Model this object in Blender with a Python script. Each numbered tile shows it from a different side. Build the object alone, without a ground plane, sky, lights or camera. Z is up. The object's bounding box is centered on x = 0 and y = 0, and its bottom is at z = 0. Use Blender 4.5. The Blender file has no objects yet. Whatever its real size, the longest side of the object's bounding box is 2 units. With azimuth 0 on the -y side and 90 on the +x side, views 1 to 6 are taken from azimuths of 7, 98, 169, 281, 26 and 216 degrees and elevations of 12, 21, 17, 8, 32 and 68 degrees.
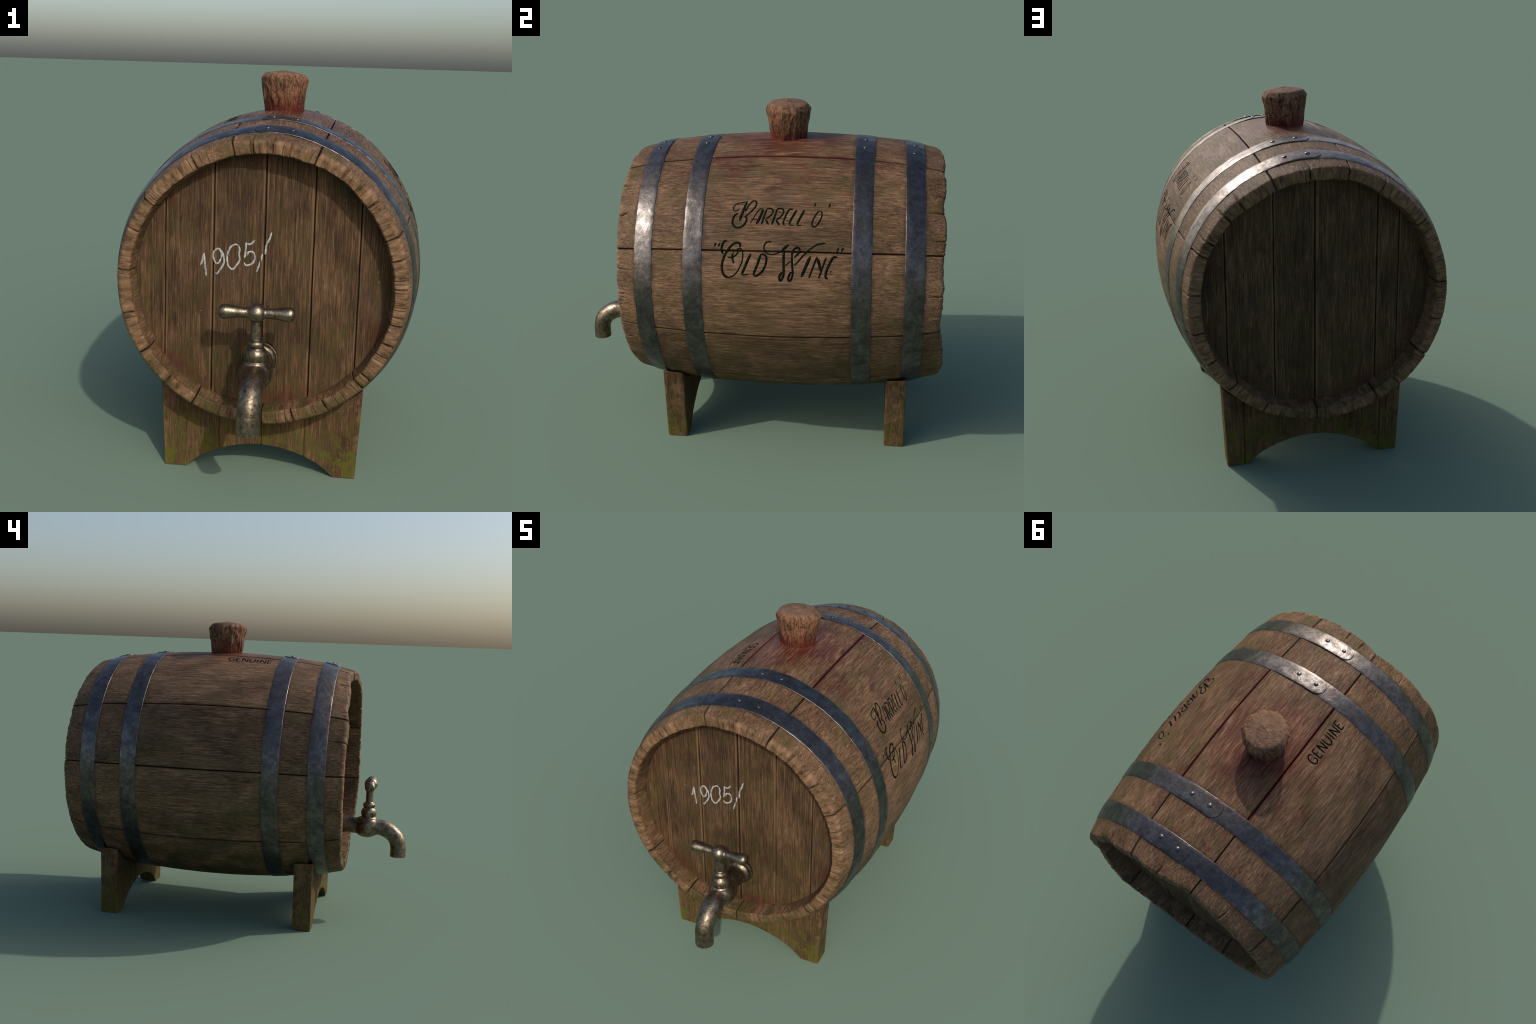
"""Old wooden wine barrel lying on two supports, with iron hoops, a tap and a stopper."""
import math
import bpy
import numpy as np

rng = np.random.default_rng(1905)

# ------------------------------------------------------------------ layout
AXIS_Z = 0.9075           # height of the barrel axis (it runs along y)
MID_Y = 0.169             # middle of the barrel
FRONT_HEAD_Y, REAR_HEAD_Y = -0.546, 0.890
HOOP_YS = (-0.503, -0.247, 0.579, 0.833)
HOOP_W = 0.097
SEAMS = (-152.0, -121.8, -85.6, -54.5, -12.8, 21.4, 66.4, 103.0, 133.0, 178.0)   # degrees from the top, + towards +x

# radius of the barrel against the distance from its middle
PROFILE = np.array([(0.0, .7025), (.10, .7015), (.20, .6975), (.31, .6915), (.41, .6840), (.52, .6725),
                    (.656, .6555), (.74, .6350), (.80, .6205), (.815, .6165), (.825, .6120), (.90, .597)])
# where the rims end (angle, y): worn and wavy
FRONT_RIM = np.array([(-180, -.634), (-150, -.638), (-138, -.638), (-123, -.646), (-110, -.649), (-92, -.651),
                      (-68, -.654), (-57, -.655), (-50, -.646), (-46, -.639), (-41, -.643), (-34, -.641), (-24, -.633),
                      (-15, -.620), (-11, -.622), (-5, -.636), (4, -.644), (10, -.648), (24, -.653), (36, -.656),
                      (52, -.653), (69, -.648), (94, -.649), (111, -.648), (127, -.641), (139, -.630), (158, -.633), (180, -.634)])
REAR_RIM = np.array([(-180, .984), (-150, .988), (-120, .993), (-87, .993), (-60, .988), (-42, .981), (-28, .973), (-16, .966),
                     (-10, .964), (1, .978), (12, .984), (21.5, .977), (31, .983), (36, .978), (41, .969), (52, .982),
                     (58, .982), (70, .970), (83, .974), (91, .971), (101, .965), (112, .982), (123, .993), (131, .998),
                     (145, .990), (160, .984), (180, .982)])


# ------------------------------------------------------------------ noise
def _hash(ix, iy, iz):
    h = (ix * 374761393 + iy * 668265263 + iz * 2147483647) & 0xFFFFFFFF
    h = ((h ^ (h >> 13)) * 1274126177) & 0xFFFFFFFF
    return ((h ^ (h >> 16)) & 0xFFFF) / 65535.0


def vnoise(x, y, z):
    """smooth value noise in -1..1, on arrays"""
    x, y, z = np.broadcast_arrays(np.asarray(x, float), np.asarray(y, float), np.asarray(z, float))
    ix, iy, iz = (np.floor(a).astype(np.int64) for a in (x, y, z))
    fx, fy, fz = x - ix, y - iy, z - iz
    fx, fy, fz = (f * f * (3 - 2 * f) for f in (fx, fy, fz))
    out = 0
    for dx in (0, 1):
        for dy in (0, 1):
            for dz in (0, 1):
                w = (fx if dx else 1 - fx) * (fy if dy else 1 - fy) * (fz if dz else 1 - fz)
                out = out + w * _hash(ix + dx, iy + dy, iz + dz)
    return out * 2 - 1


def fbm(x, y, z, octaves=3):
    out, a, f = 0, 1.0, 1.0
    for k in range(octaves):
        out = out + a * vnoise(x * f + 17.3 * k, y * f - 9.1 * k, z * f + 4.7 * k)
        a, f = a * .5, f * 2.03
    return out / 1.75


def smooth(a, b, x):
    t = np.clip((x - a) / (b - a), 0, 1)
    return t * t * (3 - 2 * t)


def spline(table, x):
    """smooth interpolation through control points (Catmull-Rom slopes)"""
    xs, ys = table[:, 0], table[:, 1]
    m = np.gradient(ys, xs)
    i = np.clip(np.searchsorted(xs, x) - 1, 0, len(xs) - 2)
    h = xs[i + 1] - xs[i]
    t = np.clip((x - xs[i]) / h, 0, 1)
    return ((2 * t**3 - 3 * t**2 + 1) * ys[i] + (t**3 - 2 * t**2 + t) * h * m[i]
            + (3 * t**2 - 2 * t**3) * ys[i + 1] + (t**3 - t**2) * h * m[i + 1])


def radius(y):
    return spline(PROFILE, np.abs(np.asarray(y, float) - MID_Y)) - .0042


def wrap(deg):
    return (np.asarray(deg, float) + 180) % 360 - 180


def on_barrel(deg, y, r):
    a = np.radians(deg)
    return np.stack([r * np.sin(a), np.broadcast_to(y, np.shape(a)), AXIS_Z + r * np.cos(a)], -1)


# ------------------------------------------------------------------ mesh helpers
ROOT = bpy.data.objects.new("wine_barrel", None)
bpy.context.scene.collection.objects.link(ROOT)
ROOT["label"] = "old wooden wine barrel with iron hoops, brass tap and cork"
ROOT["category"] = "wine barrel"
ROOT.empty_display_size = 0.3


def add(name, verts, faces, material, parent=ROOT, sharp=35, flat=False):
    verts = np.asarray(verts, np.float32)
    mesh = bpy.data.meshes.new(name)
    if isinstance(faces, np.ndarray):
        q = faces
        a, b, c, d = (verts[q[:, k]].astype(float) for k in range(4))
        vol = (np.einsum("ij,ij->i", a, np.cross(b, c)) + np.einsum("ij,ij->i", a, np.cross(c, d))).sum()
        if vol < 0:
            q = q[:, ::-1]
        mesh.vertices.add(len(verts))
        mesh.vertices.foreach_set("co", verts.ravel())
        mesh.loops.add(q.size)
        mesh.loops.foreach_set("vertex_index", np.ascontiguousarray(q, np.int32).ravel())
        mesh.polygons.add(len(q))
        mesh.polygons.foreach_set("loop_start", np.arange(0, q.size, 4, dtype=np.int32))
        mesh.update(calc_edges=True)
    else:
        mesh.from_pydata([tuple(map(float, v)) for v in verts], [], faces)
        mesh.update()
    mesh.materials.append(material)
    mesh.polygons.foreach_set("use_smooth", np.full(len(mesh.polygons), not flat))
    if sharp and not flat:
        mesh.set_sharp_from_angle(angle=math.radians(sharp))
    ob = bpy.data.objects.new(name, mesh)
    bpy.context.scene.collection.objects.link(ob)
    ob.parent = parent
    return ob


def block(us, vs, ws, r):
    """surface of a box with rounded edges: points (u, v, w) on it and its quads"""
    n = (len(us), len(vs), len(ws))
    I, J, K = np.meshgrid(*(np.arange(k) for k in n), indexing="ij")
    edge = (I == 0) | (I == n[0] - 1) | (J == 0) | (J == n[1] - 1) | (K == 0) | (K == n[2] - 1)
    ids = np.full(n, -1, np.int64)
    ids[edge] = np.arange(edge.sum())
    P = np.stack([us[I[edge]], vs[J[edge]], ws[K[edge]]], -1)
    lo = np.array([us[0], vs[0], ws[0]]) + r
    hi = np.array([us[-1], vs[-1], ws[-1]]) - r
    C = np.clip(P, lo, hi)
    D = P - C
    L = np.linalg.norm(D, axis=1, keepdims=True)
    P = np.where(L > 1e-9, C + D / np.maximum(L, 1e-9) * r, P)

    def sheet(g, flip):
        a, b, c, d = g[:-1, :-1], g[1:, :-1], g[1:, 1:], g[:-1, 1:]
        q = np.stack([a, b, c, d], -1).reshape(-1, 4)
        return q[:, ::-1] if flip else q

    quads = np.concatenate([sheet(ids[0], True), sheet(ids[-1], False), sheet(ids[:, 0], False), sheet(ids[:, -1], True),
                            sheet(ids[:, :, 0], True), sheet(ids[:, :, -1], False)])
    return P, quads


def steps(a, b, step, ends, fine):
    """positions from a to b, `step` apart, `fine` apart within `ends` of both ends"""
    e = np.arange(0, ends, fine)
    mid = np.linspace(a + ends, b - ends, max(2, int(round((b - a - 2 * ends) / step)) + 1))
    return np.concatenate([a + e, mid, (b - e)[::-1]])


def lathe(profile, segments, place):
    """turned part: profile of (radius, height), closed at both ends by tiny rings"""
    prof = np.asarray(profile, float)
    t = np.arange(segments) * 2 * np.pi / segments
    v = np.stack([prof[:, 0, None] * np.cos(t), prof[:, 0, None] * np.sin(t), np.repeat(prof[:, 1, None], segments, 1)], -1)
    n = len(prof)
    i, j = np.meshgrid(np.arange(n - 1), np.arange(segments), indexing="ij")
    k = (j + 1) % segments
    q = np.stack([i * segments + j, i * segments + k, (i + 1) * segments + k, (i + 1) * segments + j], -1).reshape(-1, 4)
    return place(v.reshape(-1, 3)), q


def smooth_profile(points, per=6):
    p = np.asarray(points, float)
    s = np.concatenate([[0], np.cumsum(np.linalg.norm(np.diff(p, axis=0), axis=1))])
    tt = np.concatenate([np.linspace(s[i], s[i + 1], per, endpoint=False) for i in range(len(s) - 1)] + [s[-1:]])
    return np.stack([spline(np.stack([s, p[:, k]], -1), tt) for k in range(p.shape[1])], -1)


# ------------------------------------------------------------------ node helpers
class Nodes:
    def __init__(self, name):
        self.mat = bpy.data.materials.new(name)
        self.mat.use_nodes = True
        self.t = self.mat.node_tree
        self.t.nodes.clear()
        self.out = self.t.nodes.new("ShaderNodeOutputMaterial")
        self.bsdf = self.t.nodes.new("ShaderNodeBsdfPrincipled")
        self.t.links.new(self.bsdf.outputs[0], self.out.inputs[0])
        self.co = self.t.nodes.new("ShaderNodeTexCoord").outputs["Object"]
        sep = self.t.nodes.new("ShaderNodeSeparateXYZ")
        self.t.links.new(self.co, sep.inputs[0])
        self.x, self.y, self.z = sep.outputs

    def put(self, socket, value):
        if isinstance(value, bpy.types.NodeSocket):
            self.t.links.new(value, socket)
        elif isinstance(value, (tuple, list)) and len(value) == 3 and len(socket.default_value) == 4:
            socket.default_value = (*value, 1)
        else:
            socket.default_value = value

    def math(self, op, a, b=0.0, c=0.0, clamp=False):
        n = self.t.nodes.new("ShaderNodeMath")
        n.operation, n.use_clamp = op, clamp
        for s, v in zip(n.inputs, (a, b, c)):
            self.put(s, v)
        return n.outputs[0]

    def span(self, x, a, b, lo=0.0, hi=1.0):
        n = self.t.nodes.new("ShaderNodeMapRange")
        n.interpolation_type = "SMOOTHSTEP"
        for s, v in zip(n.inputs, (x, a, b, lo, hi)):
            self.put(s, v)
        return n.outputs[0]

    def scaled(self, scale, shift=(0, 0, 0)):
        n = self.t.nodes.new("ShaderNodeMapping")
        self.put(n.inputs["Vector"], self.co)
        n.inputs["Scale"].default_value = scale
        n.inputs["Location"].default_value = shift
        return n.outputs[0]

    def noise(self, vector, scale=1.0, detail=3.0, rough=.55, warp=0.0):
        n = self.t.nodes.new("ShaderNodeTexNoise")
        self.put(n.inputs["Vector"], vector)
        for k, v in (("Scale", scale), ("Detail", detail), ("Roughness", rough), ("Distortion", warp)):
            n.inputs[k].default_value = v
        return n.outputs[0]

    def ramp(self, fac, *stops):
        n = self.t.nodes.new("ShaderNodeValToRGB")
        self.put(n.inputs[0], fac)
        e = n.color_ramp.elements
        while len(e) < len(stops):
            e.new(.5)
        for s, (p, c) in zip(e, stops):
            s.position, s.color = p, (*c, 1)
        return n.outputs[0]

    def mix(self, fac, a, b, mode="MIX"):
        n = self.t.nodes.new("ShaderNodeMix")
        n.data_type, n.blend_type = "RGBA", mode
        ins = [s for s in n.inputs if s.enabled]
        for s, v in zip(ins, (fac, a, b)):
            self.put(s, v)
        return next(s for s in n.outputs if s.enabled)

    def finish(self, color, rough=.7, height=None, bump=.3, dist=.003, metallic=0.0, spec=.16):
        for k, v in (("Base Color", color), ("Roughness", rough), ("Metallic", metallic), ("Specular IOR Level", spec)):
            self.put(self.bsdf.inputs[k], v)
        if height is not None:
            b = self.t.nodes.new("ShaderNodeBump")
            b.inputs["Strength"].default_value = bump
            b.inputs["Distance"].default_value = dist
            self.put(b.inputs["Height"], height)
            self.t.links.new(b.outputs[0], self.bsdf.inputs["Normal"])
        return self.mat


# ------------------------------------------------------------------ materials
DARK, MID, LIGHT, PALE = (.038, .022, .011), (.100, .055, .028), (.190, .107, .057), (.36, .212, .124)
OLIVE, MOSS, WINE = (.088, .070, .022), (.050, .050, .010), (.075, .010, .008)


def wood(n, along, shift=(0, 0, 0), light=0.0, coarse=1.0):
    """old oak: colour, grain height; `along` is the axis the grain runs on"""
    def stretch(across, run):
        s = [across * coarse] * 3
        s["xyz".index(along)] = run * coarse
        return n.scaled(s, shift)
    broad = n.noise(stretch(8, 4.0), 1, 4, .60, .5)
    streak = n.noise(stretch(150, 5.0), 1, 6, .70, .2)
    fibre = n.noise(stretch(400, 15), 1, 3, .7, .2)
    f = n.math("MULTIPLY_ADD", broad, .28, n.math("MULTIPLY_ADD", streak, .48, n.math("MULTIPLY", fibre, .50)))
    f = n.math("ADD", f, light)
    col = n.ramp(f, (.505, DARK), (.605, MID), (.685, LIGHT), (.80, PALE))
    tint = n.span(n.noise(stretch(9, 5), 1, 3, .6), .48, .66)
    col = n.mix(n.math("MULTIPLY", tint, .75), col, n.mix(.55, col, OLIVE))
    grey = n.span(n.noise(stretch(5, 4.1), 1.3, 3, .6), .52, .68)
    col = n.mix(n.math("MULTIPLY", grey, .45), col, n.mix(.5, col, (.125, .082, .062)))
    line = n.span(n.noise(stretch(210, 3.2), 1, 2, .5), .655, .70)                # thin dark checks along the grain
    col = n.mix(n.math("MULTIPLY", line, .6), col, (.026, .016, .009))
    height = n.math("MULTIPLY_ADD", streak, .7, n.math("MULTIPLY_ADD", fibre, .5, n.math("MULTIPLY", line, -.5)))
    return col, height, f


def specks(n, col, amount):
    s = n.span(n.noise(n.co, 70, 2, .5), .735, .78)
    return n.mix(n.math("MULTIPLY", s, amount), col, (.24, .22, .19))


def mossy(n, col, z_full, z_none, amount, colour=MOSS, scale=9):
    m = n.span(n.z, z_none, z_full)
    p = n.noise(n.co, scale, 5, .7)
    p = n.span(n.math("MULTIPLY_ADD", m, .12, p), .53, .70)
    return n.mix(n.math("MULTIPLY", n.math("MULTIPLY", p, m), amount), col, colour)


def wine_mask(n):
    """how much spilled wine soaked in around the stopper"""
    dx = n.math("MULTIPLY", n.x, 1.25)
    dy = n.math("SUBTRACT", n.y, MID_Y)
    dz = n.math("MULTIPLY", n.math("SUBTRACT", n.z, 1.61), .8)
    d = n.math("SQRT", n.math("ADD", n.math("ADD", n.math("MULTIPLY", dx, dx), n.math("MULTIPLY", dy, dy)), n.math("MULTIPLY", dz, dz)))
    blot = n.noise(n.scaled((13, 6, 9)), 1, 4, .65, .6)
    near = n.span(n.math("MULTIPLY_ADD", blot, .45, d), .62, .34)
    far = n.math("MULTIPLY", n.span(d, 1.0, .35), n.span(blot, .50, .64))
    return n.math("MAXIMUM", near, n.math("MULTIPLY", far, .55)), d


def stave_material(a0, a1, k):
    n = Nodes("stave_oak")
    mid, half = math.radians((a0 + a1) / 2), math.radians((a1 - a0) / 2)
    zz = n.math("SUBTRACT", n.z, AXIS_Z)
    s, c = math.sin(mid), math.cos(mid)
    across = n.math("SUBTRACT", n.math("MULTIPLY", n.x, c), n.math("MULTIPLY", zz, s))
    up = n.math("ADD", n.math("MULTIPLY", n.x, s), n.math("MULTIPLY", zz, c))
    ang = n.math("ABSOLUTE", n.math("ARCTAN2", across, up))
    edge = n.math("MULTIPLY", n.math("SUBTRACT", half, ang), .67)             # metres to the seam
    col, height, f = wood(n, "y", (k * 3.7, k * 1.3, k * 2.1), light=.02 * math.sin(k * 2.4))
    blot = n.noise(n.scaled((16, 5, 16)), 1, 4, .65)
    wear = n.math("MULTIPLY", n.span(edge, .016, .004), n.span(blot, .45, .6))
    col = n.mix(n.math("MULTIPLY", wear, .45), col, LIGHT)
    # bare end grain on the rims
    out = n.math("ABSOLUTE", n.math("SUBTRACT", n.y, MID_Y))
    rim = n.span(n.math("MULTIPLY_ADD", blot, .012, out), .798, .812)
    ribs = n.t.nodes.new("ShaderNodeCombineXYZ")                               # end grain runs across the rim
    rr = n.math("SQRT", n.math("ADD", n.math("MULTIPLY", across, across), n.math("MULTIPLY", up, up)))
    for sock, val in zip(ribs.inputs, (n.math("MULTIPLY", n.math("ARCTAN2", across, up), 34.0), n.math("MULTIPLY", rr, 14.0), n.math("MULTIPLY", n.y, 9.0))):
        n.put(sock, val)
    rib = n.noise(ribs.outputs[0], 1, 5, .7, .5)
    height = n.math("MULTIPLY_ADD", n.math("MULTIPLY", rib, rim), 1.6, height)
    col = n.mix(n.math("MULTIPLY", rim, .78), col, n.ramp(rib, (.36, (.040, .023, .011)), (.47, (.130, .074, .037)), (.58, (.205, .120, .063)), (.74, (.34, .20, .11))))
    # rust along the hoops
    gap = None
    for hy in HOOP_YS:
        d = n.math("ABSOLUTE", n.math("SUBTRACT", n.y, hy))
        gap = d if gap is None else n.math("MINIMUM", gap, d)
    rusty = n.math("MULTIPLY", n.span(gap, HOOP_W / 2 + .016, HOOP_W / 2), n.span(blot, .40, .62))
    col = n.mix(n.math("MULTIPLY", rusty, .55), col, (.085, .038, .018))
    edge_shade = n.math("MULTIPLY", n.math("MAXIMUM", n.span(edge, .022, .002), n.span(gap, HOOP_W / 2 + .022, HOOP_W / 2)), n.span(n.noise(n.scaled((11, 7, 11)), 1, 4, .7), .44, .60))
    col = n.mix(n.math("MULTIPLY", edge_shade, .5), col, (.034, .022, .011))  # patchy contact shade painted into the wood beside hoops and seams
    wet, d = wine_mask(n)
    seam = n.math("MULTIPLY", n.span(edge, .014, .005), n.math("MULTIPLY", n.span(n.math("MULTIPLY_ADD", blot, .5, d), 1.05, .62), n.span(out, .365, .345)))
    wet = n.math("MAXIMUM", n.math("MULTIPLY", n.math("MULTIPLY", wet, .85), n.span(f, .82, .52, .25, 1)), n.math("MULTIPLY", seam, .8))
    col = n.mix(wet, col, n.mix(.35, WINE, n.mix(1.0, col, (.9, .22, .18), "MULTIPLY")))
    col = mossy(n, col, .20, 1.05, .8, (.046, .040, .011))
    col = n.mix(n.span(n.math("MULTIPLY_ADD", blot, .003, edge), .0074, .0048, 0, .68), col, n.mix(n.span(d, .75, .5, 0, .8), (.022, .014, .008), (.040, .007, .006)))   # dark line along the seams, redder near the stopper
    col = specks(n, col, .35)
    rough = n.math("SUBTRACT", n.math("MULTIPLY_ADD", f, -.25, .78), n.math("MULTIPLY", wet, .30))
    return n.finish(col, rough, height, .38, .004)


def head_material():
    n = Nodes("head_oak")
    info = n.t.nodes.new("ShaderNodeObjectInfo").outputs["Random"]
    gen = n.t.nodes.new("ShaderNodeTexCoord").outputs["Generated"]
    sep = n.t.nodes.new("ShaderNodeSeparateXYZ")
    n.t.links.new(gen, sep.inputs[0])
    gx = n.math("ABSOLUTE", n.math("SUBTRACT", sep.outputs[0], .5))
    col, height, f = wood(n, "z", (0, 0, 0), light=-.01)
    wear = n.math("MULTIPLY", n.span(gx, .425, .465), n.span(n.noise(n.scaled((9, 9, 3.5)), 1, 3, .6), .34, .56))
    col = n.mix(n.math("MULTIPLY", wear, .7), col, (.31, .180, .100))
    col = n.mix(1.0, col, n.ramp(info, (0, (.50, .50, .47)), (1, (.62, .61, .58))), "MULTIPLY")
    zz = n.math("SUBTRACT", n.z, AXIS_Z)
    rr = n.math("SQRT", n.math("ADD", n.math("MULTIPLY", n.x, n.x), n.math("MULTIPLY", zz, zz)))
    red = n.math("MULTIPLY", n.span(rr, .46, .535), n.span(n.math("MULTIPLY_ADD", n.span(n.z, .75, .40), .10, n.noise(n.co, 6, 3, .6)), .52, .64))
    col = n.mix(n.math("MULTIPLY", red, .45), col, (.075, .016, .011))
    col = mossy(n, col, .35, 1.25, .42, (.062, .052, .012), 11)
    col = n.mix(n.span(gx, .475, .486, 0, .85), col, (.014, .010, .006))            # dark line along the plank seams
    col = specks(n, col, .5)
    return n.finish(col, n.math("MULTIPLY_ADD", f, -.2, .82), height, .4, .004)


def support_material():
    n = Nodes("mossy_oak")
    col, height, f = wood(n, "z", (5, 2, 1), light=-.005)
    wear = n.math("MULTIPLY", n.span(n.math("ABSOLUTE", n.x), .405, .437), n.span(n.noise(n.co, 14, 4, .7), .45, .6))
    col = n.mix(n.math("MULTIPLY", wear, .6), col, (.28, .165, .085))
    col = n.mix(1.0, col, (.66, .64, .58), "MULTIPLY")
    col = mossy(n, col, .0, .50, .7, (.058, .050, .012), 10)
    col = mossy(n, col, -.1, .46, .85, (.085, .086, .009), 20)
    col = specks(n, col, .8)
    return n.finish(col, .85, height, .5, .004)


def cork_material():
    n = Nodes("stopper_oak")
    col, height, f = wood(n, "z", (1, 8, 3), light=.05, coarse=.55)
    col = n.mix(1.0, col, (1.10, .90, .92), "MULTIPLY")
    fur = n.noise(n.scaled((24, 24, 13)), 1, 5, .68, 2.6)
    col = n.mix(n.span(fur, .52, .37, 0, .9), col, (.040, .022, .014))
    col = n.mix(n.span(n.z, 1.765, 1.785, 0, .65), col, n.ramp(n.noise(n.co, 28, 4, .6), (.3, (.14, .085, .055)), (.7, (.28, .165, .105))))
    p = n.noise(n.scaled((18, 18, 8)), 1, 3, .6)
    wet = n.span(n.math("MULTIPLY_ADD", p, .20, n.z), 1.81, 1.69)
    col = n.mix(n.math("MULTIPLY", wet, .85), col, n.mix(.35, WINE, n.mix(1.0, col, (.75, .18, .15), "MULTIPLY")))
    return n.finish(col, .75, n.math("MULTIPLY_ADD", fur, 2.5, height), .7, .005)


def iron_material():
    n = Nodes("forged_iron")
    blot = n.noise(n.co, 17, 5, .65, .4)
    fine = n.noise(n.co, 60, 3, .6)
    col = n.ramp(n.math("MULTIPLY_ADD", fine, .3, n.math("MULTIPLY", blot, .7)), (.33, (.060, .053, .050)), (.5, (.118, .105, .098)), (.66, (.20, .180, .168)))
    rust = n.span(n.noise(n.co, 38, 3, .5), .70, .76)
    col = n.mix(n.math("MULTIPLY", rust, .5), col, (.20, .13, .07))
    wet, d = wine_mask(n)
    col = n.mix(n.math("MULTIPLY", wet, .25), col, (.16, .05, .05))
    rough = n.math("MULTIPLY_ADD", blot, -.42, .60)
    return n.finish(col, rough, n.math("MULTIPLY_ADD", blot, 1.0, n.math("MULTIPLY", fine, .35)), .35, .006, 1.0, .5)


def brass_material():
    n = Nodes("worn_brass")
    blot = n.noise(n.co, 16, 5, .7)
    fine = n.noise(n.co, 60, 3, .6)
    col = n.ramp(n.math("MULTIPLY_ADD", fine, .35, n.math("MULTIPLY", blot, .65)), (.36, (.070, .052, .037)), (.50, (.205, .160, .112)), (.66, (.40, .325, .230)))
    patina = n.span(n.noise(n.co, 26, 4, .7), .56, .68)
    col = n.mix(n.math("MULTIPLY", patina, .35), col, (.14, .18, .135))
    dark = n.span(n.noise(n.co, 42, 2, .5), .69, .73)
    col = n.mix(n.math("MULTIPLY", dark, .8), col, (.03, .032, .022))
    rough = n.math("MULTIPLY_ADD", blot, -.42, .60)
    return n.finish(col, rough, n.math("SUBTRACT", n.math("ADD", blot, fine), dark), .40, .004, 1.0, .5)


def ink_material():
    n = Nodes("branded_letters")
    col = n.ramp(n.noise(n.scaled((60, 14, 60)), 1, 3, .6), (.35, (.003, .004, .002)), (.75, (.014, .014, .009)))
    return n.finish(col, .9, None, spec=.05)


def chalk_material():
    n = Nodes("white_chalk")
    col = n.ramp(n.noise(n.scaled((130, 130, 45)), 1, 3, .7), (.33, (.13, .105, .08)), (.44, (.31, .295, .275)), (.62, (.42, .41, .39)))
    return n.finish(col, .95, None, spec=.1)


IRON, BRASS, INK, CHALK = iron_material(), brass_material(), ink_material(), chalk_material()
HEAD_WOOD, SUPPORT_WOOD, CORK = head_material(), support_material(), cork_material()


# ------------------------------------------------------------------ staves
SPLITS = []                       # cracks running in from the rims: (angle, front or rear, length, depth)
for _ in range(120):
    SPLITS.append((rng.uniform(-180, 180), int(rng.integers(2)), rng.uniform(.03, .10), rng.uniform(.0012, .0042), rng.uniform(.0018, .0045)))
for a in (3.5, -4.5, 129, 50, -104, -30, 88, 150, 34, 76, -68, -138, 112, 165):      # deeper ones
    SPLITS.append((a, 0, .095, .010, .0038))
for a in (5, 38, 47, 60, 85, 118, -30, -104, -140, 153):
    SPLITS.append((a, 1, .095, .010, .0038))


def relief(deg, y):
    """how far the stave surface stands off the clean barrel shape"""
    p = on_barrel(deg, y, np.full(np.shape(deg), .68))
    wave = .0012 * fbm(p[..., 0] * 9, p[..., 1] * 3.5, p[..., 2] * 9, 2)
    grain = .0007 * fbm(p[..., 0] * 75, p[..., 1] * 4.0, p[..., 2] * 75, 2)
    return wave + grain


def splits(deg, y, dist_front, dist_rear):
    out = np.zeros(np.shape(deg))
    for a, end, length, depth, wide in SPLITS:
        dist = dist_rear if end else dist_front
        near = (dist < length) & (np.abs(wrap(deg - a)) < 3)
        if not near.any():
            continue
        d, dd = dist[near], deg[near]
        s = np.radians(wrap(dd - a)) * .63 + .006 * vnoise(d * 45, a, 3.3)
        out[near] += depth * np.exp(-(s / wide) ** 2) * smooth(length, length * .3, d)
    return out


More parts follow.
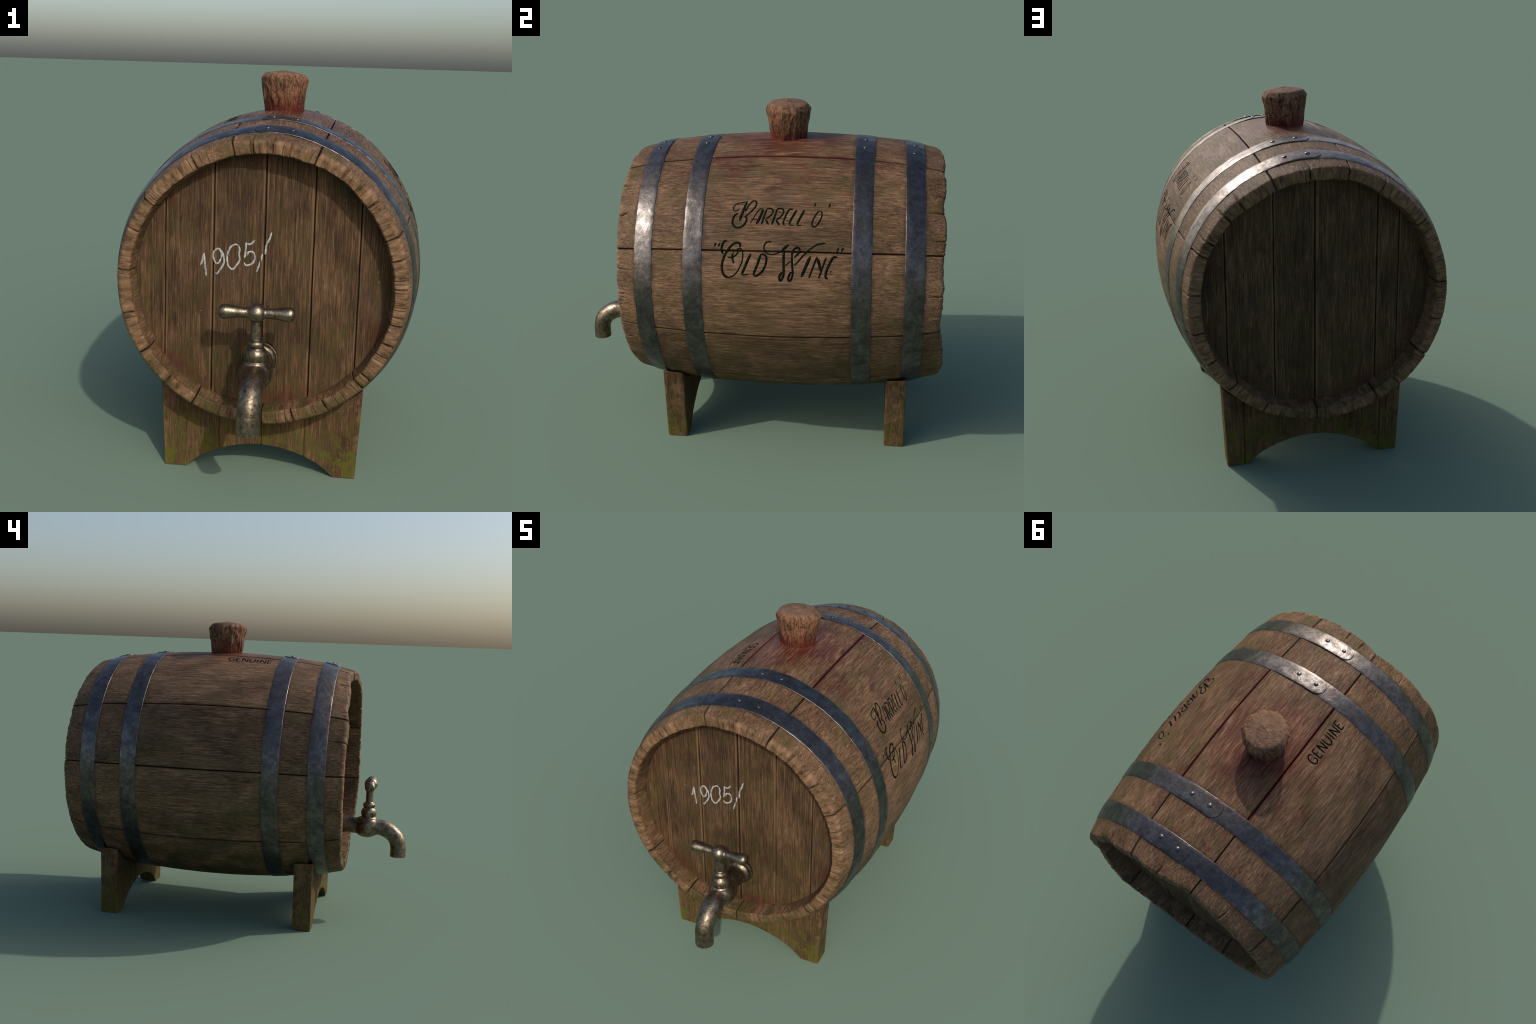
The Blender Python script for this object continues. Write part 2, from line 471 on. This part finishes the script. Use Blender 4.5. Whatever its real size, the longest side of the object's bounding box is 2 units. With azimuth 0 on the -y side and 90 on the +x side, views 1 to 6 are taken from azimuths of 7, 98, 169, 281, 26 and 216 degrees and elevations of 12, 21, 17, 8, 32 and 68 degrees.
def build_staves():
    ref = .66
    for k, a0 in enumerate(SEAMS):
        a1 = SEAMS[(k + 1) % len(SEAMS)]
        if a1 < a0:
            a1 += 360
        arc = math.radians(a1 - a0) * ref - .0044
        T, L = .046, 1.63
        us = steps(-arc / 2, arc / 2, .0026, .0072, .0012)
        vs = steps(0, T, .006, .0105, .0015)
        ws = steps(0, L, .013, .045, .0025)
        P, quads = block(us, vs, ws, .0058)
        u, v, w = P.T
        u = u * (1 + .0038 / arc * smooth(.0050, .0085, v))          # staves close up below the groove
        mid = (a0 + a1) / 2
        deg = mid + np.degrees(u / ref)
        # seams gape near the rims
        to_end = np.minimum(w, L - w)
        gape = 1 - .010 * (1 - .9 * smooth(.008, .018, v)) * np.exp(-to_end / .035) * (np.abs(u) / (arc / 2)) ** 12
        deg = mid + (deg - mid) * gape
        # seams wander a little, alike on both sides
        side = np.clip(u / arc + .5, 0, 1)
        yy = -.65 + w
        deg = deg + .16 * ((1 - side) * vnoise(yy * 9, wrap(a0), .5) + side * vnoise(yy * 9, wrap(a1), .5))
        wd = wrap(deg)
        yf, yr = spline(FRONT_RIM, wd), spline(REAR_RIM, wd)
        # ribbed end grain
        out = np.clip(1 - v / T, 0, 1)
        ridge = fbm(wd * .26, v * 18, 5.0, 3) * .0036 + fbm(wd * .80, v * 25, 2.0, 2) * .0014
        yf = yf + ridge
        yr = yr - ridge + .002 * vnoise(wd * .8, 9, 1)
        t = w / L
        y = yf + (yr - yf) * t
        r_out = radius(np.clip(y, MID_Y - .835, MID_Y + .835))
        lip = np.minimum(np.abs(y - yf), np.abs(yr - y))
        r_out = r_out - .009 * np.exp(-lip / .006)
        bumpy = fbm(wd * .35, lip * 22, 11.0, 3) * .0024 * np.exp(-lip / .03)
        r_in = .548 + .012 * np.exp(-lip / .05) + .010 * fbm(wd * .06, 3.1, y * 2, 2) + 1.6 * bumpy
        crack = splits(wd, y, np.abs(y - yf), np.abs(yr - y))
        r_top = r_out + relief(wd, y) + bumpy - crack
        r = r_top - v - (v / T) ** 2 * ((r_top - T) - r_in)
        # cracks also open the end faces
        y = y + np.where(t < .5, 1, -1) * crack * 1.6 * np.exp(-lip / .004)
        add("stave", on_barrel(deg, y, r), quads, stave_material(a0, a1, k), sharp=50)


# ------------------------------------------------------------------ heads
def build_head(y_face, facing, seams):
    R = .562
    cuts = [-R + .004, *seams, R - .004]
    for k in range(len(cuts) - 1):
        x0, x1 = cuts[k] + .0026, cuts[k + 1] - .0026
        T = .030
        us = steps(x0, x1, .0032, .005, .0012)
        vs = steps(0, T, .008, .0092, .0013)
        ws = steps(-1, 1, .012, .01, .003)
        P, quads = block(us, vs, ws, .0048)
        x, v, w = P.T
        x = x + np.sign(x - (x0 + x1) / 2) * .0022 * smooth(.0045, .0080, v) * smooth(.6, 1, np.abs(x - (x0 + x1) / 2) / ((x1 - x0) / 2))
        z = AXIS_Z + w * np.sqrt(np.maximum(R * R - x * x, 1e-4))
        depth = .0022 * math.sin(k * 2.1 + y_face * 9) + .0025 * ((x - x0) / (x1 - x0) - .5) * math.cos(k * 1.7)
        grain = .0009 * fbm(x * 80, 3.0 + y_face, z * 4.5, 3) + .0010 * fbm(x * 14, y_face, z * 5, 2)
        y = y_face - facing * (v + depth + grain * np.where(v < T / 2, 1, 0))
        # seams meander a little
        x = x + .0022 * vnoise(z * 9, np.round(x * 4), y_face) * np.where((cuts[k] > -R + .01) & (cuts[k + 1] < R - .01), 1, .5)
        add("head_plank", np.stack([x, y, z], -1), quads, HEAD_WOOD, sharp=50)


# ------------------------------------------------------------------ hoops
def build_hoop(yc, tip, rivets):
    hw, th = HOOP_W / 2, .0075
    total = 372.0
    ref = .66
    length = math.radians(total) * ref
    us = steps(0, length, .006, .06, .0022)
    vs = steps(0, th, .003, .0026, .0009)
    ws = steps(-hw, hw, .0055, .004, .0012)
    P, quads = block(us, vs, ws, .0032)
    u, v, w = P.T
    deg = tip + np.degrees(u / ref)
    # the free end is cut round and lies on top of the other end
    tipw = np.sqrt(np.clip(1 - (1 - np.clip(u / hw, 0, 1)) ** 2, .0004, 1))
    w = w * tipw
    a = np.radians(deg)
    y = yc + w + .0024 * fbm(np.sin(a) * 9, np.cos(a) * 9, yc * 7 + np.sign(w), 3) * np.abs(w) / hw
    lift = .0046 * smooth(27, 15, deg - tip)
    r = radius(y) + .0030 + lift - v
    r = r + (.0010 * fbm(np.sin(a) * 22, y * 26, np.cos(a) * 22, 2) - .0012 * smooth(.7, 1, np.abs(w) / hw) * (1 + fbm(np.sin(a) * 30, y * 9, np.cos(a) * 30, 2))) * (v < th / 2)
    hoop = add("hoop", on_barrel(deg, y, r), quads, IRON, sharp=45)
    for ra in rivets:
        dome = [(.0122 * math.cos(t), .0062 * math.sin(t)) for t in np.linspace(0, math.pi / 2 - .02, 7)]
        dome = [(.0122, -.004)] + dome + [(1e-5, .0062)]
        r0 = float(radius(yc)) + .0030 + .0042
        c, s = math.cos(math.radians(ra)), math.sin(math.radians(ra))
        j = .003 * math.sin(ra * 5 + yc * 30)

        def place(p):
            return np.stack([p[:, 0] * c + (r0 + p[:, 2]) * s, yc + j + p[:, 1], AXIS_Z + (r0 + p[:, 2]) * c - p[:, 0] * s], -1)
        v2, q2 = lathe(dome, 20, place)
        add("rivet", v2, q2, IRON, parent=hoop, sharp=40)


# ------------------------------------------------------------------ stopper
def build_stopper():
    cx, cy = .0035, .171
    prof = smooth_profile([(.088, 1.555), (.0915, 1.585), (.094, 1.61), (.102, 1.66), (.1095, 1.71), (.1165, 1.748)], 9)
    cap = np.array([(.1165, 1.748), (.1166, 1.752), (.1150, 1.7555), (.108, 1.766), (.100, 1.7755), (.0965, 1.7785), (.092, 1.7800), (.080, 1.7825), (.065, 1.785), (.045, 1.789), (.02, 1.7925), (1e-4, 1.794)])
    prof = np.concatenate([prof, cap[1:]])
    sides, seg = 10, 160
    v, q = lathe(prof, seg, lambda p: p)
    r = np.hypot(v[:, 0], v[:, 1])
    t = np.arctan2(v[:, 1], v[:, 0])
    d = (t * sides / (2 * np.pi) + .3) % 1 - .5
    poly = np.cos(np.pi / sides) / np.cos(d * 2 * np.pi / sides) * 1.022
    z = v[:, 2]
    side = smooth(.02, .09, r)
    t0, t = t, t + .35 * vnoise(np.cos(t) * 2.2, np.sin(t) * 2.2, z * 16)
    gnarl = fbm(np.cos(t) * 4, np.sin(t) * 4, z * 16, 3) * .0085 * (1 - .6 * smooth(1.725, 1.755, z)) + fbm(np.cos(t) * 10, np.sin(t) * 10, z * 26, 2) * .0022
    furrow = -.006 * np.exp(-((wrap(np.degrees(t) + 112 + 9 * np.sin(z * 60))) / 5) ** 2) * smooth(1.75, 1.68, z)
    t = t0
    rr = r * (1 + (poly - 1) * side) + (gnarl + furrow) * side
    top = smooth(1.760, 1.782, z)
    z = z + top * (.0025 * fbm(v[:, 0] * 30, v[:, 1] * 30, 2, 2) - .004 * np.abs(np.sin(t + .4)) * (1 - r / .12)) + .0015
    x, y = rr * np.cos(t), rr * np.sin(t)
    z = z + smooth(1.65, 1.75, v[:, 2]) * (-.045 * x - .03 * y)
    add("stopper", np.stack([cx + x, cy + y, z], -1), q, CORK, sharp=32)


# ------------------------------------------------------------------ tap
def build_tap():
    cx = .003
    seg = 36
    # centre line (y, z) and radius from the barrel to the mouth of the spout
    line = smooth_profile([(-.548, .568, .0500), (-.600, .568, .0495), (-.665, .568, .0495), (-.694, .567, .0510), (-.704, .567, .0560),
                           (-.725, .566, .0655), (-.757, .566, .0700), (-.788, .566, .0640), (-.805, .566, .0545), (-.816, .566, .0505),
                           (-.850, .562, .0500), (-.886, .548, .0495), (-.918, .525, .0490), (-.940, .494, .0480), (-.951, .455, .0475), (-.953, .418, .0475), (-.953, .389, .0478)], 5)
    yz, rad = line[:, :2], line[:, 2]
    tan = np.gradient(yz, axis=0)
    tan /= np.linalg.norm(tan, axis=1, keepdims=True)
    # mouth: turn over the lip and back up inside
    lip = [(yz[-1], .0450), (yz[-1] - tan[-1] * .004, .0410), (yz[-1] - tan[-1] * .03, .0400), (yz[-1] - tan[-1] * .045, .0001)]
    yz = np.concatenate([yz, [p for p, _ in lip]])
    rad = np.concatenate([rad, [r for _, r in lip]])
    tan = np.concatenate([tan, np.repeat(tan[-1:], len(lip), 0)])
    t = np.arange(seg) * 2 * np.pi / seg
    V = []
    for (y, z), r, (ty, tz) in zip(yz, rad, tan):
        ny, nz = -tz, ty           # normal in the yz plane
        V.append(np.stack([cx + r * np.cos(t), y + r * np.sin(t) * ny, z + r * np.sin(t) * nz], -1))
    V = np.concatenate(V)
    V = V + .0010 * np.stack([fbm(V[:, 0] * 30 + s, V[:, 1] * 30, V[:, 2] * 30, 2) for s in (0, 9, 21)], -1)
    n = len(rad)
    i, j = np.meshgrid(np.arange(n - 1), np.arange(seg), indexing="ij")
    k = (j + 1) % seg
    q = np.stack([i * seg + j, i * seg + k, (i + 1) * seg + k, (i + 1) * seg + j], -1).reshape(-1, 4)
    q = np.concatenate([q, np.stack([np.zeros(seg // 2 - 1, int), *(np.arange(1, seg - 1)[a::2][: seg // 2 - 1] for a in (0, 1)), np.arange(3, seg, 2)[: seg // 2 - 1]], -1)])
    tap = add("tap", V, q, BRASS, sharp=50)

    def along_y(p):
        return np.stack([cx + p[:, 0], -p[:, 2], .568 + p[:, 1]], -1)
    flange = [(1e-4, .540), (.0740, .540), (.0755, .543), (.0755, .556), (.0735, .5595), (.0690, .5605), (.0675, .563), (.0685, .570), (.0675, .577), (.0640, .582), (.0575, .586), (.0530, .591), (.0510, .598), (.046, .599), (1e-4, .599)]
    v, q = lathe(flange, 40, along_y)
    add("flange", v, q, BRASS, parent=tap, sharp=40)

    def upright(p):
        return np.stack([cx + p[:, 0], -.761 + p[:, 1], p[:, 2]], -1)
    bell = smooth_profile([(1e-4, .612), (.050, .612), (.0475, .622), (.0430, .628), (.0455, .636), (.0475, .648), (.0470, .660), (.0420, .673), (.0345, .682),
                           (.0325, .685), (.0350, .689), (.0372, .697), (.0365, .706), (.0310, .714), (.0250, .718), (.0222, .721)], 4)
    rod = [(.0222, .74), (.0218, .77), (.0220, .800), (.0222, .825), (1e-4, .826)]
    v, q = lathe(np.concatenate([bell, rod]), 32, upright)
    add("stem", v, q, BRASS, parent=tap, sharp=40)
    # T handle: ball in the middle, grips swelling outwards
    half = [(.0375, 0), (.0368, .008), (.0335, .018), (.0275, .0265), (.0215, .0315), (.0190, .036), (.0195, .045), (.0205, .065), (.0225, .088),
            (.0258, .108), (.0285, .124), (.0292, .134), (.0275, .144), (.0220, .1515), (.0120, .1555), (1e-4, .157)]
    prof = np.array([(r, -x) for r, x in half[:0:-1]] + half)
    prof = smooth_profile(prof, 3)
    prof[:, 0] = np.maximum(prof[:, 0], 1e-4)
    turn = math.radians(1)

    def across(p):
        x, y, z = p[:, 2], p[:, 0] * 1.07, p[:, 1] * 1.07
        return np.stack([cx + x * math.cos(turn) - y * math.sin(turn), -.766 + x * math.sin(turn) + y * math.cos(turn), .8315 + z], -1)
    v, q = lathe(prof, 28, across)
    v = v + .0008 * np.stack([fbm(v[:, 0] * 40 + s, v[:, 1] * 40, v[:, 2] * 40, 2) for s in (3, 12, 24)], -1)
    add("handle", v, q, BRASS, parent=tap, sharp=50)


# ------------------------------------------------------------------ supports
ARCH = np.array([(-.337, .000), (-.27, .055), (-.205, .0885), (-.136, .1125), (-.045, .1295), (.045, .1295), (.136, .1125), (.205, .0885), (.27, .055), (.337, .000)])


def build_support(y0, y1, grooves_front, grooves_rear):
    us = np.unique(np.concatenate([steps(-1, 1, .0055, .02, .004), np.array([-.337, .337]) / .44, np.array([-.338, .338]) / .44]))
    vs = steps(y0, y1, .008, .006, .0015)
    ws = steps(0, 1, .025, .03, .008)
    P, quads = block(us, vs, ws, 1e-6)
    u, y, w = P.T
    x = u * .4375
    bottom = np.where(np.abs(x) < .337, spline(ARCH, x), 0.0)
    top = AXIS_Z - np.sqrt(np.maximum((radius(y) - .001) ** 2 - x * x, .04)) - .0035
    top = np.minimum(top, .408)
    z = bottom + (top - bottom) * w
    x = x * (1 + .040 * z / .41)
    # soft worn edges and grain
    ef, er = y - y0, y1 - y
    face_f, face_r = np.exp(-ef / .004), np.exp(-er / .004)
    g = np.zeros(len(x))
    for gx in grooves_front:
        g -= .008 * np.exp(-((x - gx - .003 * vnoise(z * 12, gx, 1)) / .0034) ** 2) * face_f
    for gx in grooves_rear:
        g -= .008 * np.exp(-((x - gx - .003 * vnoise(z * 12, gx, 1)) / .0034) ** 2) * face_r
    grain = .0011 * fbm(x * 55, y * 40, z * 5, 2) + .0012 * fbm(x * 12, y * 12, z * 8, 2)
    y = y - (g + grain) * face_f + (g + grain) * face_r
    side = smooth(.97, 1.0, np.abs(u))
    x = x + np.sign(u) * side * (.0016 * fbm(y * 45, z * 8, u, 2) - .0030 * (face_f + face_r))
    z = np.maximum(z, 0)
    add("support", np.stack([x, y, z], -1), quads, SUPPORT_WOOD, sharp=40)


# ------------------------------------------------------------------ lettering
def curve_through(points, n=10):
    p = np.asarray(points, float)
    if len(p) == 2:
        return p[0] + (p[1] - p[0]) * np.linspace(0, 1, 6)[:, None]
    ext = np.concatenate([[2 * p[0] - p[1]], p, [2 * p[-1] - p[-2]]])
    out = []
    for a, b, c, d in zip(ext, ext[1:], ext[2:], ext[3:]):
        t = np.linspace(0, 1, n, endpoint=False)[:, None]
        out.append(.5 * (2 * b + (c - a) * t + (2 * a - 5 * b + 4 * c - d) * t**2 + (3 * b - a - 3 * c + d) * t**3))
    return np.concatenate(out + [p[-1:]])


def stroke(points, width, lay, level, ragged=0.0):
    """a brush stroke with tapered ends, laid on a surface by lay(points, height)"""
    c = curve_through(points)
    tan = np.gradient(c, axis=0)
    tan /= np.maximum(np.linalg.norm(tan, axis=1, keepdims=True), 1e-9)
    nor = np.stack([-tan[:, 1], tan[:, 0]], -1)
    s = np.concatenate([[0], np.cumsum(np.linalg.norm(np.diff(c, axis=0), axis=1))])
    e = np.minimum(s, s[-1] - s)
    w = width / 2 * (.45 + .55 * smooth(0, width * 1.2, e))
    wl = w * (1 + ragged * fbm(s * 160, 1 + level * 7, 0, 2))
    wr = w * (1 + ragged * fbm(s * 160, 9 + level * 7, 0, 2))
    L, R = c + nor * wl[:, None], c - nor * wr[:, None]
    h = .0004 + .00006 * level
    V = np.concatenate([lay(L, -.002), lay(L, h), lay(R, h), lay(R, -.002)])
    n = len(c)
    q = []
    for k in range(3):
        a = np.arange(n - 1) + k * n
        q.append(np.stack([a, a + 1, a + 1 + n, a + n], -1))
    a = np.arange(n - 1)
    q.append(np.stack([a + 3 * n, a + 1 + 3 * n, a + 1, a], -1))
    ends = np.array([[0, n, 2 * n, 3 * n], [4 * n - 1, 3 * n - 1, 2 * n - 1, n - 1]])
    return V, np.concatenate(q + [ends])


def build_letter(strokes, lay, material, ragged=0.0):
    V, Q, base = [], [], 0
    for k, (width, pts) in enumerate(strokes):
        v, q = stroke(pts, width, lay, k, ragged)
        V.append(v)
        Q.append(q + base)
        base += len(v)
    add("letter", np.concatenate(V), np.concatenate(Q), material, sharp=None)


def lay_on_barrel(p, h):
    """p: (y, arc length at radius .69 from the top)"""
    deg = np.degrees(p[:, 1] / .69)
    return on_barrel(deg, p[:, 0], radius(p[:, 0]) + relief(wrap(deg), p[:, 0]) + h)


def lay_on_head(p, h):
    return np.stack([p[:, 0], np.full(len(p), FRONT_HEAD_Y - .0026 - h), p[:, 1]], -1)


# script letters burnt into the side: stroke width in mm, then (y in mm, degrees from the top)
SCRIPT = [
    ("B", [(4.0,[(-24,49.1), (-32,49.8), (-44,50.0), (-52,49.1), (-48,47.8), (-32,46.7), (-8,46.3), (18,45.9)]), (8.6,[(13,46.1), (5,48.1), (-7,51.2), (-18,54.3)]), (5.3,[(7,50.3), (22,47.8), (36,46.1), (49,45.6), (60,46.2), (58,47.9), (41,49.9), (15,52.0), (5,52.5)]), (6.6,[(5,52.4), (16,52.9), (15,54.4), (4,56.0), (-16,57.0), (-37,56.8), (-51,55.3), (-50,53.3), (-41,51.8), (-26,51.0)])]),
    ("A", [(3.3,[(36,55.2), (50,53.2), (63,51.1), (78,49.3), (90,48.8)]), (8.6,[(90,48.9), (93,49.9), (84,52.3), (66,55.6)]), (3.3,[(38,53.3), (54,53.5), (69,53.5)])]),
    ("R", [(6.6,[(113,49.1), (103,52.0), (92,55.6)]), (5.3,[(111,49.1), (129,48.8), (144,49.5), (141,51.0), (125,52.5), (110,53.1)]), (6.6,[(111,53.3), (118,54.6), (126,55.7)])]),
    ("R2", [(6.6,[(164,49.0), (154,52.2), (141,55.7)]), (5.3,[(162,49.0), (181,48.8), (195,49.4), (193,51.1), (177,52.7), (162,53.5)]), (6.6,[(162,53.5), (170,54.8), (179,55.9)])]),
    ("E", [(6.0,[(243,49.0), (226,49.1), (214,50.3), (203,53.0), (197,54.7), (203,55.9)]), (4.7,[(210,53.9), (222,53.9)])]),
    ("L", [(7.3,[(260,49.1), (244,51.7), (230,54.1), (228,55.7)]), (4.0,[(228,55.8), (250,55.7)])]),
    ("L2", [(7.3,[(297,49.1), (282,51.9), (268,54.3), (265,55.7)]), (4.0,[(265,55.9), (287,55.6)])]),
    ("apostrophe", [(7.3,[(349,46.1), (343,47.5)]), (7.3,[(420,46.0), (414,47.6)])]),
    ("o", [(5.0,[(373,49.3), (359,50.2), (343,52.7), (336,54.7), (341,56.0), (355,55.8), (371,54.0), (381,51.7), (380,49.9), (373,49.3)])]),
    ("quote", [(7.3,[(-127,63.2), (-137,65.0)]), (7.3,[(-108,63.3), (-117,65.0)]), (7.3,[(467,64.3), (459,66.0)]), (7.3,[(488,64.2), (481,65.9)])]),
    ("O", [(8.0,[(-72,62.4), (-87,62.8), (-98,64.5), (-99,66.5), (-90,67.9)]), (8.0,[(-11,65.1), (-7,64.1), (-16,63.3), (-33,63.3), (-53,64.5), (-71,66.5), (-86,69.0), (-96,72.1), (-94,74.7), (-82,76.6), (-61,77.3)]), (4.3,[(-61,77.3), (-36,76.2), (-14,73.9), (1,71.1), (6,68.6), (3,66.7), (-6,65.5), (-25,66.0), (-42,67.2)]), (6.6,[(-42,67.2), (-46,68.9), (-41,70.6), (-36,71.6)]), (5.0,[(-71,69.0), (-48,69.1), (-28,68.1), (-11,66.1)])]),
    ("l", [(8.6,[(46,67.5), (35,69.3), (22,71.9), (5,75.3), (4,76.1)]), (4.3,[(5,76.1), (36,75.7)])]),
    ("d", [(8.0,[(94,67.5), (80,71.2), (58,76.0)]), (7.3,[(94,67.5), (113,67.8), (122,69.2), (116,72.2), (98,74.8), (74,76.1), (57,76.0)])]),
    ("W", [(4.7,[(145,62.7), (128,62.5), (113,63.5), (109,65.0), (116,66.7), (137,67.5), (167,67.3), (194,66.1)]), (9.3,[(194,66.1), (217,64.3), (230,63.7)]), (8.0,[(206,66.0), (205,68.7), (206,72.3), (206,75.1), (200,77.0), (190,77.8), (185,76.8), (192,75.1), (203,74.5)]), (6.6,[(256,68.6), (275,66.9), (281,65.4), (271,64.6), (256,65.2), (246,66.7), (245,69.5), (248,72.5), (250,75.0), (242,77.4), (232,77.8), (229,76.7), (237,75.0), (247,74.2)]), (4.3,[(214,71.9), (239,70.0)]), (5.3,[(256,71.8), (279,69.7), (309,66.8), (335,64.9), (368,63.1), (404,62.6)])]),
    ("I", [(10.0,[(334,67.9), (314,71.8), (291,76.3)])]),
    ("N", [(6.0,[(365,68.1), (350,71.5), (328,76.6)]), (10.0,[(365,68.3), (377,71.1), (384,73.9)]), (6.0,[(410,68.2), (397,71.1), (375,76.7)])]),
    ("E2", [(8.0,[(463,68.0), (443,68.2), (427,70.5), (411,73.8), (408,76.1), (419,76.8)]), (5.3,[(428,73.9), (438,73.9)])]),
]

# chalk marks on the front head: (x, z) in mm
MARKS = [
    ("1", [[(-273, 968), (-265, 986), (-258, 1020)], [(-258, 1022), (-254, 985), (-250, 951), (-246, 921)]]),
    ("9", [[(-183, 1002), (-181, 1022), (-191, 1041), (-201, 1043), (-214, 1030), (-218, 1012), (-211, 989), (-202, 979), (-192, 984), (-183, 1002)],
           [(-183, 1037), (-174, 1018), (-170, 987), (-182, 959), (-199, 935), (-208, 938)]]),
    ("0", [[(-109, 1063), (-126, 1065), (-143, 1053), (-154, 1029), (-157, 1000), (-151, 971), (-139, 959), (-128, 958), (-113, 979), (-103, 999), (-106, 1026), (-103, 1045), (-109, 1063)]]),
    ("5", [[(-39, 1090), (-48, 1078), (-61, 1070), (-76, 1072)], [(-76, 1078), (-77, 1051), (-79, 1028), (-82, 1008)],
           [(-71, 1018), (-66, 1034), (-53, 1038), (-41, 1030), (-37, 1010), (-45, 990), (-61, 980), (-76, 978), (-83, 990)]]),
    ("slash", [[(32, 1126), (24, 1099), (11, 1071), (7, 1028)], [(-5, 1032), (-10, 1008), (-18, 980), (-29, 950)]]),
]

# plain capitals drawn in a box 0..1 wide, 0..1 high
CAPITALS = {
    "G": [[(.92, .80), (.70, .97), (.38, .97), (.12, .75), (.08, .45), (.22, .12), (.52, .02), (.82, .10), (.90, .22), (.90, .48)], [(.90, .47), (.58, .47)]],
    "E": [[(.12, 1.0), (.12, 0.0)], [(.12, .97), (.88, .97)], [(.12, .52), (.80, .52)], [(.12, .03), (.90, .03)]],
    "N": [[(.10, 0), (.10, 1)], [(.10, 1), (.90, 0)], [(.90, 0), (.90, 1)]],
    "U": [[(.10, 1), (.10, .36), (.24, .07), (.50, .01), (.76, .07), (.90, .36), (.90, 1)]],
    "I": [[(.5, 0), (.5, 1)]],
}


def build_lettering():
    for _, strokes in SCRIPT:
        build_letter([(w * .00148, [(y * .001, math.radians(d) * .69) for y, d in pts]) for w, pts in strokes], lay_on_barrel, INK, .12)
    for _, strokes in MARKS:
        build_letter([(.0080, [(x * .001, z * .001) for x, z in pts]) for pts in strokes], lay_on_head, CHALK, .45)
    y, low, high = .107, math.radians(-20.8) * .69, math.radians(-16.2) * .69
    for ch in "GENUINE":
        w = .012 if ch == "I" else (.037 if ch in "GNU" else .030)
        build_letter([(.0078, [(y - a * w, low + b * (high - low)) for a, b in pts]) for pts in CAPITALS[ch]], lay_on_barrel, INK, .2)
        y -= w + (.0075 if ch != "I" else .0078)


build_staves()
build_head(FRONT_HEAD_Y, -1, (-.428, -.217, .003, .2115, .409))
build_head(REAR_HEAD_Y, 1, (-.398, -.2935, .010, .206, .434))
for hy, tip, rv in zip(HOOP_YS, (-5.2, -5.1, -2.8, -2.6), ((9, -.3), (8.5, -.4), (12.2, 2.9), (12.2, 3.0))):
    build_hoop(hy, tip, rv)
build_stopper()
build_tap()
build_support(-.480, -.372, (-.185, .008, .2025), (.10, -.21))
build_support(.711, .817, (-.12, .21), (.351, -.343))
build_lettering()
